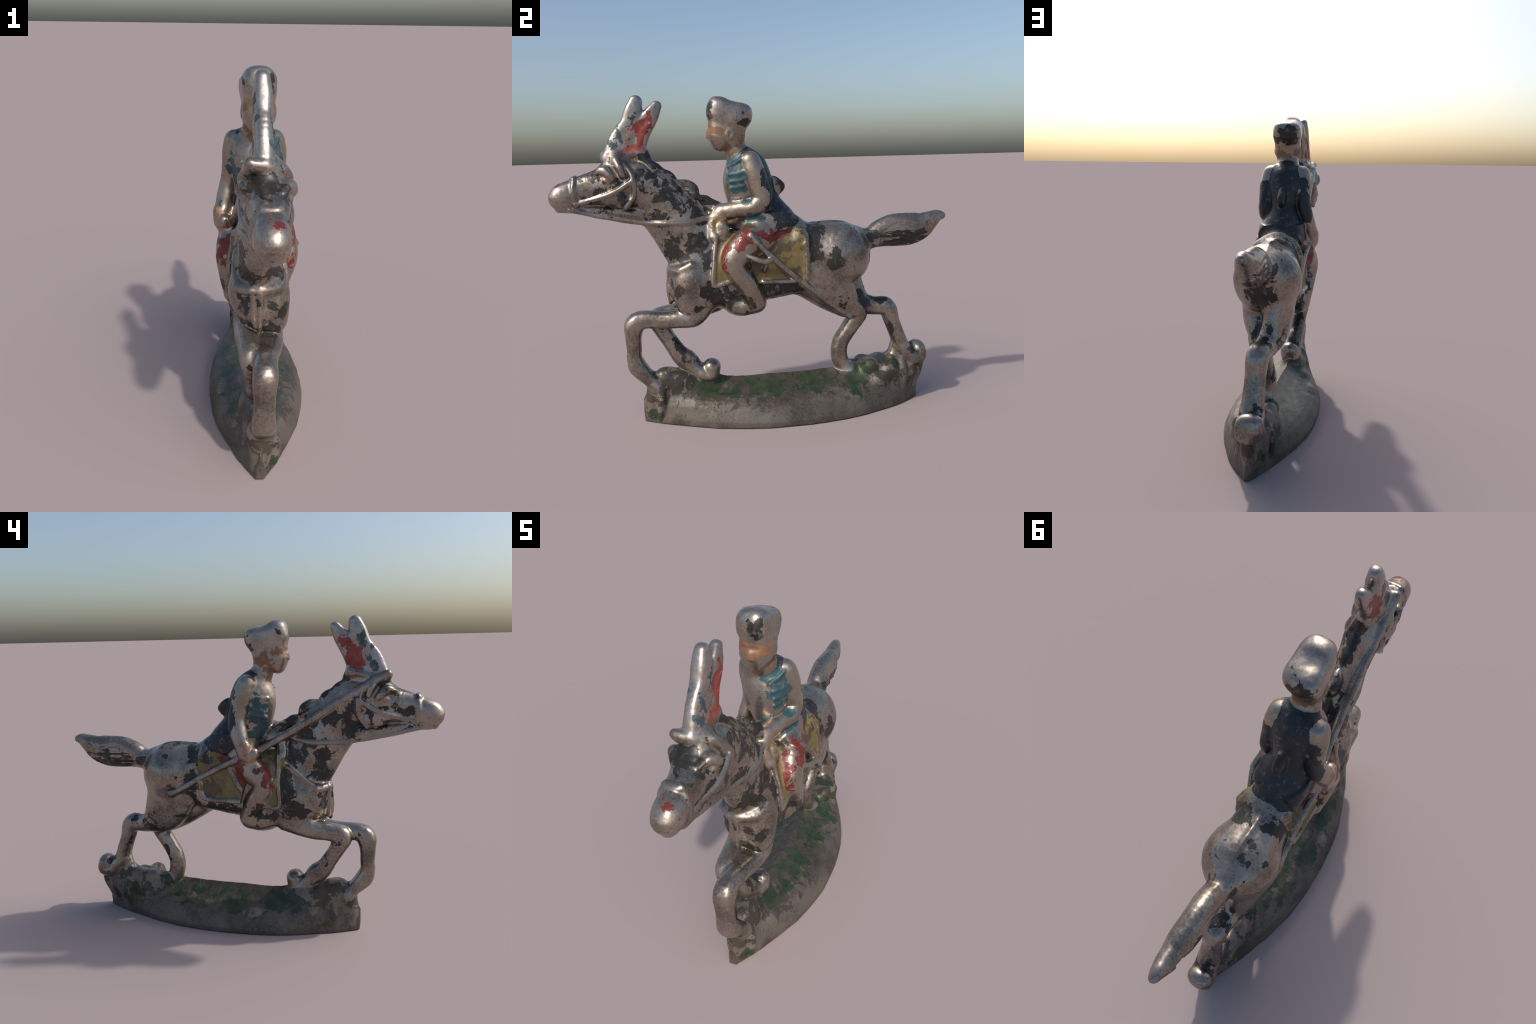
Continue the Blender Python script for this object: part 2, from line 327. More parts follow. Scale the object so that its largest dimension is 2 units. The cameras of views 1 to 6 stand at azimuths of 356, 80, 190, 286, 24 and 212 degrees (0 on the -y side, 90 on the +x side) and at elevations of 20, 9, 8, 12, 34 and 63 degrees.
# ----------------------------------------------------------------------------- rider
limb("rider_torso", [(-0.020, -0.055, 1.285, 0.070, 0.100), (-0.020, -0.055, 1.235, 0.108, 0.108), (-0.020, -0.048, 1.175, 0.122, 0.096), (-0.020, -0.030, 1.10, 0.120, 0.080),
                     (-0.020, 0.005, 1.02, 0.120, 0.090), (-0.020, 0.03, 0.965, 0.130, 0.105)], k=0.015)
limb("coat_skirt", [(-0.020, 0.02, 1.045, 0.095, 0.085), (-0.020, 0.09, 0.995, 0.085, 0.100), (-0.022, 0.155, 0.952, 0.062, 0.085), (-0.022, 0.225, 0.922, 0.045, 0.075)], k=0.03)
cover("coat_skirt", [(-0.125, 0.965), (-0.05, 0.938), (0.12, 0.952), (0.16, 1.03), (0.05, 1.04), (-0.06, 1.03)], 1, 0.012, k=0.012)
cover("coat_skirt", [(-0.03, 0.99), (0.08, 0.93), (0.17, 0.965), (0.16, 1.03), (0.05, 1.04)], -1, 0.012, k=0.01)
limb("rider_neck", [(-0.020, -0.085, 1.30, 0.060, 0.060), (-0.020, -0.105, 1.35, 0.052, 0.055), (-0.020, -0.125, 1.40, 0.054, 0.056)], k=0.018)
limb("rider_neck", [(-0.020, -0.098, 1.326, 0.058, 0.060), (-0.020, -0.102, 1.334, 0.057, 0.060)], k=0.008)
blob("rider_head", (-0.012, -0.150, 1.430), (0.066, 0.088, 0.085), k=0.012, power=2.8)
limb("rider_head", [(-0.015, -0.176, 1.395, 0.058, 0.060), (-0.015, -0.186, 1.368, 0.036, 0.040)], k=0.012, power=2.6)
limb("rider_head", [(-0.016, -0.232, 1.434, 0.008, 0.009), (-0.016, -0.238, 1.410, 0.009, 0.011)], k=0.016)        # nose
for sx in (1, -1):
    d, s = spine_field([(-0.013 + sx * 0.062, -0.137 + 0.015 * math.cos(a), 1.416 + 0.019 * math.sin(a), 0.0075, 0.008) for a in np.linspace(0, 2 * math.pi, 9)], n=3)
    merge(d, s, "rider_ear" if sx > 0 else "rider_ear.001", 0.010)
    dent((-0.016 + sx * 0.034, -0.243, 1.448), (0.022, 0.011, 0.008), k=0.012)                                     # eye socket
blob("fur_cap", (-0.014, -0.133, 1.515), (0.072, 0.107, 0.061), turn=-12, k=0.018, power=3.0)
blob("fur_cap", (-0.016, -0.181, 1.548), (0.046, 0.044, 0.046), k=0.03, power=2.6)
blob("fur_cap", (-0.018, -0.072, 1.515), (0.066, 0.046, 0.044), k=0.02, power=2.6)
limb("fur_cap", [(-0.014, -0.108, 1.485, 0.070, 0.068), (-0.016, -0.114, 1.425, 0.050, 0.058)], k=0.02)
dent((-0.030, -0.112, 1.586), (0.032, 0.034, 0.014), turn=-14, yaw=20, k=0.012)
blob("pouch", (-0.021, 0.088, 1.163), (0.024, 0.048, 0.040), turn=-40, k=0.008, power=2.8)

limb("arm", [(0.060, -0.045, 1.285, 0.048, 0.046), (0.072, -0.030, 1.24, 0.050, 0.044), (0.076, -0.008, 1.165, 0.050, 0.042), (0.077, 0.005, 1.105, 0.048, 0.040), (0.074, -0.035, 1.066, 0.044, 0.040),
             (0.052, -0.090, 1.060, 0.040, 0.038), (0.032, -0.140, 1.054, 0.037, 0.037)], k=0.010)
limb("hand", [(0.030, -0.145, 1.052, 0.038, 0.038), (0.018, -0.182, 1.045, 0.041, 0.042), (0.018, -0.200, 1.025, 0.034, 0.038)], k=0.014)
limb("arm.001", [(-0.105, -0.045, 1.285, 0.048, 0.046), (-0.116, -0.030, 1.24, 0.050, 0.042), (-0.120, -0.008, 1.170, 0.048, 0.040), (-0.128, 0.004, 1.10, 0.047, 0.040), (-0.146, -0.012, 1.03, 0.044, 0.038),
                 (-0.158, -0.035, 0.975, 0.040, 0.036)], k=0.010)
limb("hand.001", [(-0.166, -0.040, 0.97, 0.040, 0.034), (-0.164, -0.055, 0.935, 0.040, 0.034), (-0.155, -0.085, 0.945, 0.032, 0.030)], k=0.010)
limb("leg", [(0.065, -0.01, 0.920, 0.078, 0.062), (0.092, -0.085, 0.880, 0.074, 0.066), (0.102, -0.142, 0.822, 0.062, 0.064), (0.104, -0.135, 0.768, 0.053, 0.058), (0.100, -0.090, 0.705, 0.050, 0.050),
             (0.094, -0.055, 0.640, 0.045, 0.045), (0.086, -0.040, 0.592, 0.043, 0.044)], k=0.022)
limb("boot", [(0.070, -0.035, 0.596, 0.045, 0.044), (0.058, -0.095, 0.572, 0.044, 0.044), (0.046, -0.155, 0.580, 0.034, 0.038)], k=0.025)
limb("leg.001", [(-0.095, -0.01, 0.910, 0.076, 0.060), (-0.126, -0.070, 0.858, 0.066, 0.056), (-0.134, -0.125, 0.805, 0.056, 0.056), (-0.132, -0.125, 0.755, 0.051, 0.052), (-0.128, -0.088, 0.695, 0.049, 0.048),
                 (-0.122, -0.062, 0.640, 0.045, 0.044), (-0.114, -0.050, 0.590, 0.043, 0.042)], k=0.022)
limb("boot.001", [(-0.100, -0.040, 0.596, 0.045, 0.042), (-0.088, -0.095, 0.574, 0.044, 0.042), (-0.078, -0.155, 0.582, 0.034, 0.038)], k=0.025)

# frogging cords across the chest
for sx in (1, -1):
    for z in (1.225, 1.190, 1.160, 1.105) if sx > 0 else (1.215, 1.150, 1.120):
        strap("chest_cord", [(-0.145 + (1.2 - z) * 0.12, z), (-0.105, z + 0.004), (-0.075, z + 0.014)], sx, 0.0075, lift=-0.55, k=0.008)
strap("chest_cord", [(-0.150, 1.262), (-0.115, 1.280), (-0.085, 1.300)], 1, 0.009, lift=-0.2, k=0.006)

# sabre on the left side, lance on the right
limb("sabre", [(x, y, z, 0.0155, 0.016) for x, y, z in [(0.128, -0.060, 0.935), (0.148, -0.020, 0.884), (0.156, 0.030, 0.832), (0.138, 0.09, 0.775), (0.120, 0.158, 0.716), (0.098, 0.27, 0.622),
                                                       (0.072, 0.383, 0.530), (0.050, 0.450, 0.480)]], k=0.008)
limb("sabre", [(0.128, -0.058, 0.930, 0.022, 0.02), (0.136, -0.035, 0.900, 0.018, 0.018)], k=0.01)
limb("sabre", [(0.150, -0.095, 0.845, 0.012, 0.014), (0.166, -0.050, 0.826, 0.013, 0.014), (0.172, -0.010, 0.812, 0.013, 0.014), (0.168, 0.018, 0.816, 0.013, 0.014), (0.148, 0.034, 0.828, 0.013, 0.014)], k=0.008)
limb("sabre", [(0.152, 0.010, 0.812, 0.010, 0.012), (0.138, 0.004, 0.788, 0.010, 0.012), (0.118, 0.000, 0.762, 0.012, 0.014)], k=0.012)
strap("lance", [(0.370, 0.715), (0.28, 0.766), (0.202, 0.810), (0.10, 0.863), (0.001, 0.913)], -1, 0.0165, lift=0.15, k=0.008, smooth=6)
pole = [(-0.135, -0.03, 0.895), (-0.112, -0.113, 0.958), (-0.098, -0.24, 1.036), (-0.090, -0.365, 1.112), (-0.086, -0.475, 1.182), (-0.083, -0.63, 1.275), (-0.080, -0.735, 1.334)]
limb("lance", [(x, y, z, 0.019, 0.019) for x, y, z in pole], k=0.012)
limb("lance", [(x + 0.018, y, z - 0.010, 0.020, 0.020) for x, y, z in pole[2:]], k=0.015)


# ----------------------------------------------------------------------------- meshing (surface nets)
def surface():
    ins = F < 0
    c = [ins[a:N[0] - 1 + a, b:N[1] - 1 + b, e:N[2] - 1 + e] for a in (0, 1) for b in (0, 1) for e in (0, 1)]
    any_, all_ = c[0].copy(), c[0].copy()
    for q in c[1:]:
        any_ |= q
        all_ &= q
    cells = np.argwhere(any_ & ~all_)
    index = np.full(N - 1, -1, np.int32)
    index[tuple(cells.T)] = np.arange(len(cells))
    corner = np.array([(a, b, e) for a in (0, 1) for b in (0, 1) for e in (0, 1)])
    val = np.stack([F[tuple((cells + k).T)] for k in corner], 1)
    acc, cnt = np.zeros((len(cells), 3)), np.zeros(len(cells))
    for i in range(8):
        for j in range(i + 1, 8):
            if np.abs(corner[i] - corner[j]).sum() == 1:
                m = (val[:, i] < 0) != (val[:, j] < 0)
                t = val[m, i] / (val[m, i] - val[m, j])
                acc[m] += corner[i] + t[:, None] * (corner[j] - corner[i])
                cnt[m] += 1
    verts = LO + H * (cells + acc / cnt[:, None])
    quads = []
    for ax in range(3):
        o1, o2 = [(1, 2), (2, 0), (0, 1)][ax]
        lo = [slice(1, n - 1) for n in N]
        hi = list(lo)
        lo[ax], hi[ax] = slice(0, N[ax] - 1), slice(1, N[ax])
        a, b = ins[tuple(lo)], ins[tuple(hi)]
        p = np.argwhere(a != b)
        flip = a[tuple(p.T)]
        p = p + np.array([0 if i == ax else 1 for i in range(3)])
        e1, e2 = np.eye(3, dtype=int)[o1], np.eye(3, dtype=int)[o2]
        q = np.stack([index[tuple((p - k).T)] for k in (e1 + e2, e2, 0 * e1, e1)], 1)
        q[~flip] = q[~flip][:, ::-1]
        quads.append(q)
    return verts, np.vstack(quads)


verts, quads = surface()
edges = np.vstack([quads[:, [i, (i + 1) % 4]] for i in range(4)])
edges = np.unique(np.sort(edges, 1), axis=0)
deg = np.bincount(edges.ravel(), minlength=len(verts)).astype(float)


def neighbour_mean(v):
    out = np.zeros_like(v)
    for i in range(v.shape[1]):
        out[:, i] = np.bincount(edges[:, 0], v[edges[:, 1], i], len(v)) + np.bincount(edges[:, 1], v[edges[:, 0], i], len(v))
    return out / deg[:, None]


for _ in range(3):                             # Taubin smoothing keeps volume
    verts = verts + 0.5 * (neighbour_mean(verts) - verts)
    verts = verts - 0.52 * (neighbour_mean(verts) - verts)
wob = np.array([mnoise.noise(v * 14.0) * 0.0022 + mnoise.noise(v * 45.0) * 0.0009 for v in map(Vector, verts.tolist())])
fn = np.zeros_like(verts)
c4 = [verts[quads[:, i]] for i in range(4)]
qn = np.cross(c4[2] - c4[0], c4[3] - c4[1])
for i in range(4):
    for j in range(3):
        fn[:, j] += np.bincount(quads[:, i], qn[:, j], len(verts))
fn /= np.linalg.norm(fn, axis=1)[:, None] + 1e-12
verts = verts + fn * wob[:, None]              # uneven hand-cast surface
floor_ = verts[:, 2] < 0.004
verts[floor_, 2] = np.maximum(verts[floor_, 2], 0)

# part of every face, cleaned by majority over its neighbourhood
cell = np.clip(np.round((verts - LO) / H).astype(int), 0, N - 1)
vlab = LAB[tuple(cell.T)].astype(int)
onehot = np.zeros((len(verts), len(PARTS)), np.float32)
onehot[np.arange(len(verts)), vlab] = 1
for _ in range(4):
    onehot = 0.5 * onehot + 0.5 * neighbour_mean(onehot)
flab = onehot[quads].sum(1).argmax(1)

whole = bpy.data.meshes.new("whole")
whole.from_pydata(verts.tolist(), [], quads.tolist())
whole.update()
normals = np.zeros(len(verts) * 3, np.float32)
whole.vertex_normals.foreach_get("vector", normals)
normals = normals.reshape(-1, 3)
bpy.data.meshes.remove(whole)

# ----------------------------------------------------------------------------- materials
# Every surface is bare grey metal with layers of worn paint on top.  A layer sits where
# ellipsoidal regions (centre, radii) lie, its edge broken up by fractal noise.
class Coat:
    def __init__(self, name):
        self.m = bpy.data.materials.new(name)
        self.m.use_nodes = True
        self.t = self.m.node_tree
        self.bsdf = self.t.nodes["Principled BSDF"]
        self.pos = self.node("ShaderNodeTexCoord").outputs["Object"]
        n = self.node("ShaderNodeTexNoise")    # warped position: bends the outlines of painted regions
        self.put(n.inputs["Vector"], self.pos)
        n.inputs["Scale"].default_value, n.inputs["Detail"].default_value, n.inputs["Roughness"].default_value = 11.0, 5.0, 0.6
        v = self.node("ShaderNodeVectorMath", operation="SUBTRACT")
        self.put(v.inputs[0], n.outputs["Color"])
        v.inputs[1].default_value = (0.5, 0.5, 0.5)
        w = self.node("ShaderNodeVectorMath", operation="MULTIPLY_ADD")
        self.put(w.inputs[0], v.outputs[0])
        w.inputs[1].default_value = (0.10, 0.16, 0.16)
        self.put(w.inputs[2], self.pos)
        self.bent = w.outputs[0]

    def node(self, kind, **settings):
        n = self.t.nodes.new(kind)
        for k, v in settings.items():
            setattr(n, k, v)
        return n

    def put(self, socket, value):
        if hasattr(value, "is_output"):
            self.t.links.new(value, socket)
        else:
            socket.default_value = value

    def math(self, op, a, b=0.0, c=0.0, clamp=False):
        n = self.node("ShaderNodeMath", operation=op, use_clamp=clamp)
        for s, v in zip(n.inputs, (a, b, c)):
            self.put(s, v)
        return n.outputs[0]

    def noise(self, scale, detail=6.0, rough=0.6, warp=0.0, stretch=(1, 1, 1), shift=0.0):
        mp = self.node("ShaderNodeMapping")
        self.put(mp.inputs[0], self.pos)
        mp.inputs["Location"].default_value = (shift, shift * 1.7, -shift)
        mp.inputs["Scale"].default_value = stretch
        n = self.node("ShaderNodeTexNoise")
        self.put(n.inputs["Vector"], mp.outputs[0])
        n.inputs["Scale"].default_value = scale
        n.inputs["Detail"].default_value = detail
        n.inputs["Roughness"].default_value = rough
        n.inputs["Distortion"].default_value = warp
        return n.outputs[0]

    def step(self, value, lo, hi):
        n = self.node("ShaderNodeMapRange", interpolation_type="SMOOTHSTEP")
        self.put(n.inputs[0], value)
        n.inputs[1].default_value, n.inputs[2].default_value = lo, hi
        return n.outputs[0]

    def mix(self, fac, a, b):
        n = self.node("ShaderNodeMix", data_type="RGBA")
        self.put(n.inputs[0], fac)
        for s, v in ((n.inputs[6], a), (n.inputs[7], b)):
            self.put(s, v if hasattr(v, "is_output") else (*v, 1.0))
        return n.outputs[2]

    def mixf(self, fac, a, b):
        n = self.node("ShaderNodeMix", data_type="FLOAT")
        for s, v in ((n.inputs[0], fac), (n.inputs[2], a), (n.inputs[3], b)):
            self.put(s, v)
        return n.outputs[0]

    def regions(self, spots):
        """1 at the middle of the nearest region, 0 on its edge, negative outside."""
        low = 9.0
        for c, r in spots:                     # each step hangs on the one before, which keeps the shader's stack small
            where = self.node("ShaderNodeVectorMath", operation="MULTIPLY_ADD")
            self.put(where.inputs[0], self.bent)
            where.inputs[1].default_value = [1 / b for b in r]
            where.inputs[2].default_value = [-a / b for a, b in zip(c, r)]
            ln = self.node("ShaderNodeVectorMath", operation="LENGTH")
            self.put(ln.inputs[0], where.outputs[0])
            low = self.math("MINIMUM", low, ln.outputs["Value"])
        return self.math("SUBTRACT", 1.0, low)


METAL = ((0.372, 0.322, 0.272), (0.135, 0.113, 0.093))


def coat(name, layers=(), metal=METAL, gloss=0.27, metallic=0.85, grain=0.10, pits=0.0, cell=22.0):
    """layers: (colour, second colour, regions or None, bias, raggedness, noise scale, stretch)"""
    c = Coat(name)
    cloud = c.noise(7.0, 5, 0.6)
    fine = c.noise(95.0, 4, 0.7)
    speck = c.noise(260.0, 2, 0.5)
    tone = c.math("ADD", c.math("MULTIPLY", cloud, 0.6), c.math("MULTIPLY", fine, 0.4))
    col = c.mix(c.step(tone, 0.34, 0.62), metal[1], metal[0])
    col = c.mix(c.math("MULTIPLY", c.step(speck, 0.60, 0.72), 0.45), col, (0.10, 0.088, 0.075))
    rough = c.math("ADD", gloss - 0.10, c.math("MULTIPLY", tone, 0.24))
    met = metallic
    height = c.math("MULTIPLY", fine, 0.35)
    for i, (colour, second, spots, bias, ragged, scale, stretch) in enumerate(layers):
        n = c.noise(scale, 9, 0.62, 0.35, stretch, 3.1 * i + 0.7)
        v = c.math("MULTIPLY", c.math("SUBTRACT", n, 0.5), ragged)
        v = c.math("ADD", v, bias)
        if spots:
            v = c.math("ADD", v, c.math("MAXIMUM", c.regions(spots), -1.2))
        thin = c.step(c.noise(38.0, 4, 0.6, 0, (1, 1, 1), 5.0 + i), 0.26, 0.46)
        mask = c.math("MULTIPLY", c.step(v, -0.03, 0.06), c.math("ADD", 0.60, c.math("MULTIPLY", thin, 0.40)))
        shade = c.mix(c.step(c.noise(cell, 5, 0.65, 0, (1, 1, 1), 9.0 + i), 0.35, 0.68), colour, second)
        col = c.mix(mask, col, shade)
        rough = c.mixf(mask, rough, 0.42)
        met = c.mixf(mask, met, 0.08)
        height = c.math("ADD", height, c.math("MULTIPLY", mask, 0.5))
    c.put(c.bsdf.inputs["Base Color"], col)
    c.put(c.bsdf.inputs["Roughness"], rough)
    c.put(c.bsdf.inputs["Metallic"], met)
    bump = c.node("ShaderNodeBump")
    bump.inputs["Strength"].default_value = grain * 2.5
    bump.inputs["Distance"].default_value = 0.004
    c.put(bump.inputs["Height"], height)
    c.put(c.bsdf.inputs["Normal"], bump.outputs[0])
    return c.m


def on_side(side, spots, depth=0.09, x=0.11):
    """Regions given as (y, z, radius y, radius z) on one flank."""
    return [((CX + side * x, y, z), (depth, ry, rz)) for y, z, ry, rz in spots]


BLACK, BLACK2 = (0.014, 0.013, 0.011), (0.026, 0.024, 0.019)
RED, RED2 = (0.175, 0.021, 0.014), (0.09, 0.016, 0.012)
TEAL, TEAL2 = (0.018, 0.058, 0.074), (0.034, 0.084, 0.094)
YELLOW, YELLOW2 = (0.195, 0.140, 0.040), (0.120, 0.100, 0.045)
SKIN, SKIN2 = (0.23, 0.110, 0.052), (0.16, 0.105, 0.068)
GREEN, GREEN2 = (0.020, 0.033, 0.014), (0.038, 0.056, 0.026)
BROWN, BROWN2 = (0.060, 0.042, 0.024), (0.11, 0.075, 0.040)
EVEN = (1, 1, 1)

black_left = on_side(1, [(-0.55, 1.235, 0.07, 0.05), (-0.45, 1.16, 0.08, 0.045), (-0.38, 1.11, 0.07, 0.055), (-0.29, 1.05, 0.08, 0.06), (-0.45, 0.91, 0.05, 0.06), (-0.40, 0.845, 0.06, 0.04),
                         (-0.31, 0.91, 0.07, 0.05), (-0.50, 1.03, 0.05, 0.03), (-0.255, 0.82, 0.03, 0.07), (-0.27, 0.69, 0.03, 0.06), (-0.20, 0.65, 0.06, 0.045), (-0.13, 0.60, 0.07, 0.07),
                         (0.0, 0.655, 0.10, 0.045), (0.15, 0.655, 0.10, 0.04), (0.255, 0.90, 0.045, 0.06), (0.25, 0.78, 0.035, 0.10), (0.345, 0.79, 0.045, 0.06), (0.27, 0.68, 0.05, 0.05),
                         (0.40, 0.585, 0.08, 0.055), (0.48, 0.55, 0.06, 0.07), (-0.80, 1.215, 0.055, 0.018), (-0.755, 1.170, 0.04, 0.02), (-0.67, 1.185, 0.06, 0.03), (-0.63, 1.11, 0.03, 0.035),
                         (-0.81, 1.135, 0.035, 0.015), (-0.74, 1.075, 0.11, 0.012), (-0.435, 0.68, 0.035, 0.03), (-0.33, 0.565, 0.05, 0.025)])
black_right = on_side(-1, [(-0.45, 1.13, 0.08, 0.05), (-0.33, 1.06, 0.09, 0.05), (-0.56, 1.08, 0.06, 0.045), (-0.36, 1.005, 0.10, 0.02), (-0.45, 0.93, 0.05, 0.05), (-0.42, 0.86, 0.06, 0.045),
                           (-0.26, 0.74, 0.04, 0.09), (-0.30, 0.66, 0.05, 0.05), (-0.44, 0.70, 0.025, 0.09), (-0.12, 0.60, 0.09, 0.07), (0.27, 0.79, 0.05, 0.06), (0.31, 0.71, 0.06, 0.05),
                           (0.28, 0.63, 0.08, 0.05), (0.18, 0.65, 0.10, 0.04), (0.235, 0.91, 0.04, 0.06), (0.06, 0.63, 0.09, 0.04), (-0.80, 1.25, 0.06, 0.018), (-0.74, 1.185, 0.055, 0.022),
                           (-0.83, 1.17, 0.035, 0.025), (-0.64, 1.13, 0.03, 0.03), (-0.74, 1.075, 0.11, 0.015), (-0.60, 1.18, 0.04, 0.05), (-0.26, 0.84, 0.035, 0.06), (-0.28, 0.94, 0.06, 0.05),
                           (0.40, 0.60, 0.05, 0.04), (-0.37, 0.59, 0.05, 0.03), (0.40, 0.90, 0.02, 0.015)])
black_middle = [((0.05, 0.29, 0.96), (0.05, 0.035, 0.05)), ((-0.05, 0.37, 0.95), (0.035, 0.022, 0.05)), ((-0.07, 0.27, 0.95), (0.07, 0.03, 0.05)), ((0.05, 0.48, 0.90), (0.035, 0.020, 0.05)),
                ((-0.055, 0.43, 0.92), (0.025, 0.02, 0.04)), ((CX, 0.57, 0.70), (0.07, 0.06, 0.13)), ((CX, -0.45, 0.84), (0.085, 0.05, 0.045)), ((CX, -0.42, 0.59), (0.085, 0.05, 0.045)),
                ((CX, -0.76, 1.27), (0.06, 0.07, 0.03)), ((CX, 0.20, 0.60), (0.09, 0.12, 0.05)), ((CX, -0.30, 0.53), (0.12, 0.08, 0.03)), ((CX, 0.55, 0.58), (0.10, 0.05, 0.05))]
nose_red = [((0.000, -0.965, 1.190), (0.030, 0.030, 0.020))]
M = {}
M["hide"] = coat("worn_black_hide", [(BLACK, BLACK2, black_left + black_right + black_middle, 0.06, 4.2, 15.0, EVEN), (BLACK, BLACK2, None, -0.72, 4.6, 42.0, EVEN), (RED, RED2, nose_red, 0.0, 3.0, 20.0, EVEN)])
leg_black = [((CX, -0.47, 0.49), (0.09, 0.10, 0.02)), ((CX, -0.60, 0.43), (0.05, 0.025, 0.09)), ((CX, -0.42, 0.39), (0.05, 0.04, 0.08)), ((CX, -0.31, 0.285), (0.05, 0.04, 0.025)), ((CX, -0.52, 0.245), (0.08, 0.05, 0.02)),
             ((CX, 0.40, 0.585), (0.11, 0.08, 0.05)), ((CX, 0.50, 0.555), (0.11, 0.06, 0.06)), ((CX, 0.62, 0.545), (0.06, 0.06, 0.025)), ((CX, 0.67, 0.37), (0.06, 0.025, 0.09)), ((CX, 0.80, 0.275), (0.07, 0.03, 0.025)),
             ((-0.07, 0.45, 0.34), (0.04, 0.02, 0.05)), ((CX, 0.55, 0.46), (0.04, 0.04, 0.03))]
M["leg"] = coat("worn_black_leg", [(BLACK, BLACK2, leg_black, 0.0, 3.5, 13.0, EVEN), (BLACK, BLACK2, None, -0.78, 4.6, 38.0, EVEN)])
M["tail"] = coat("worn_black_tail", [(BLACK, BLACK2, on_side(1, [(0.77, 0.865, 0.13, 0.045), (0.56, 0.86, 0.03, 0.05)], 0.14, 0.0), 0.05, 4.5, 24.0, (1, 0.16, 1.6))])
M["mane"] = coat("worn_black_mane", [(BLACK, BLACK2, None, 0.22, 3.0, 14.0, (1, 0.6, 1.0))])
M["metal"] = coat("bare_metal", [(BLACK, BLACK2, None, -0.60, 3.6, 24.0, EVEN)])
M["strap"] = coat("worn_strap", [(BLACK, BLACK2, None, -0.42, 3.4, 24.0, EVEN)], metal=((0.33, 0.285, 0.245), (0.20, 0.17, 0.145)))
ear_red = [((s_x, y, z), (0.045, 0.031, r)) for s_x in (0.02, -0.08) for y, z, r in ((-0.600, 1.375, 0.045), (-0.570, 1.425, 0.045), (-0.532, 1.475, 0.035))]
ear_teal = [((s_x, y, z), (0.045, 0.026, r)) for s_x in (0.02, -0.08) for y, z, r in ((-0.680, 1.375, 0.035), (-0.652, 1.425, 0.045), (-0.605, 1.495, 0.040))]
M["ear"] = coat("painted_ear", [((0.030, 0.052, 0.060), (0.05, 0.075, 0.08), ear_teal, -0.02, 2.6, 14.0, EVEN), (RED, (0.27, 0.05, 0.035), ear_red, 0.20, 2.8, 16.0, EVEN)], metal=((0.42, 0.375, 0.34), (0.27, 0.24, 0.215)))
M["cap"] = coat("worn_fur_cap", [(BLACK, BLACK2, [((0.01, -0.235, 1.54), (0.035, 0.05, 0.035)), ((-0.085, -0.21, 1.53), (0.03, 0.02, 0.015)), ((0.06, -0.06, 1.47), (0.05, 0.05, 0.03)), ((-0.02, -0.03, 1.50), (0.07, 0.04, 0.06))], 0.0, 3.0, 16.0, EVEN),
                                 (BLACK, BLACK2, None, -0.45, 3.0, 18.0, EVEN)], metal=((0.41, 0.365, 0.32), (0.24, 0.21, 0.185)), gloss=0.30)
M["skin"] = coat("worn_skin", [(SKIN, SKIN2, [((0.02, -0.205, 1.43), (0.08, 0.07, 0.035)), ((-0.02, -0.15, 1.345), (0.09, 0.06, 0.035)), ((-0.02, -0.11, 1.41), (0.11, 0.04, 0.05)), ((-0.07, -0.19, 1.44), (0.04, 0.06, 0.02))], -0.10, 4.2, 17.0, EVEN)],
                 metal=((0.37, 0.315, 0.25), (0.24, 0.195, 0.15)))
M["hand"] = coat("worn_hand", [(SKIN, (0.40, 0.25, 0.18), None, -0.20, 2.6, 12.0, EVEN)], metal=((0.40, 0.31, 0.26), (0.26, 0.195, 0.16)))
jacket_teal = [((0.07, -0.11, 1.19), (0.08, 0.055, 0.085)), ((-0.11, -0.10, 1.14), (0.08, 0.045, 0.10)), ((-0.11, -0.105, 1.06), (0.08, 0.05, 0.06)), ((0.04, -0.12, 1.29), (0.06, 0.05, 0.03)), ((-0.02, -0.11, 1.05), (0.10, 0.06, 0.05)),
               ((0.08, -0.03, 1.00), (0.06, 0.05, 0.05)), ((0.08, -0.06, 1.09), (0.05, 0.03, 0.02)), ((-0.10, -0.05, 1.17), (0.05, 0.025, 0.06)), ((0.05, -0.10, 1.27), (0.05, 0.03, 0.04))]
jacket_baked_shade = [((-0.02, 0.07, 1.26), (0.13, 0.07, 0.08)), ((-0.02, 0.10, 1.18), (0.14, 0.10, 0.16)), ((-0.03, 0.15, 1.03), (0.12, 0.08, 0.09)), ((-0.11, 0.06, 1.00), (0.08, 0.07, 0.06)), ((-0.02, -0.03, 1.33), (0.10, 0.05, 0.04))]
NAVY, NAVY2 = (0.009, 0.012, 0.016), (0.016, 0.024, 0.030)  # dark teal paint blackened to carry baked shade on coat and sleeve backs
M["jacket"] = coat("worn_teal_jacket", [(NAVY, NAVY2, jacket_baked_shade, 0.45, 2.2, 10.0, EVEN), (TEAL, TEAL2, jacket_teal, 0.05, 2.8, 11.0, (1, 1, 1.7))], metal=((0.38, 0.33, 0.285), (0.24, 0.21, 0.18)), gloss=0.32)
M["sleeve"] = coat("worn_sleeve", [(NAVY, NAVY2, [((0.12, 0.06, 1.20), (0.10, 0.04, 0.14)), ((-0.16, 0.055, 1.18), (0.10, 0.04, 0.16))], 0.35, 2.2, 10.0, EVEN), (TEAL, TEAL2, jacket_teal, -0.25, 2.4, 14.0, EVEN)],
                   metal=((0.38, 0.325, 0.265), (0.25, 0.21, 0.165)), gloss=0.32)
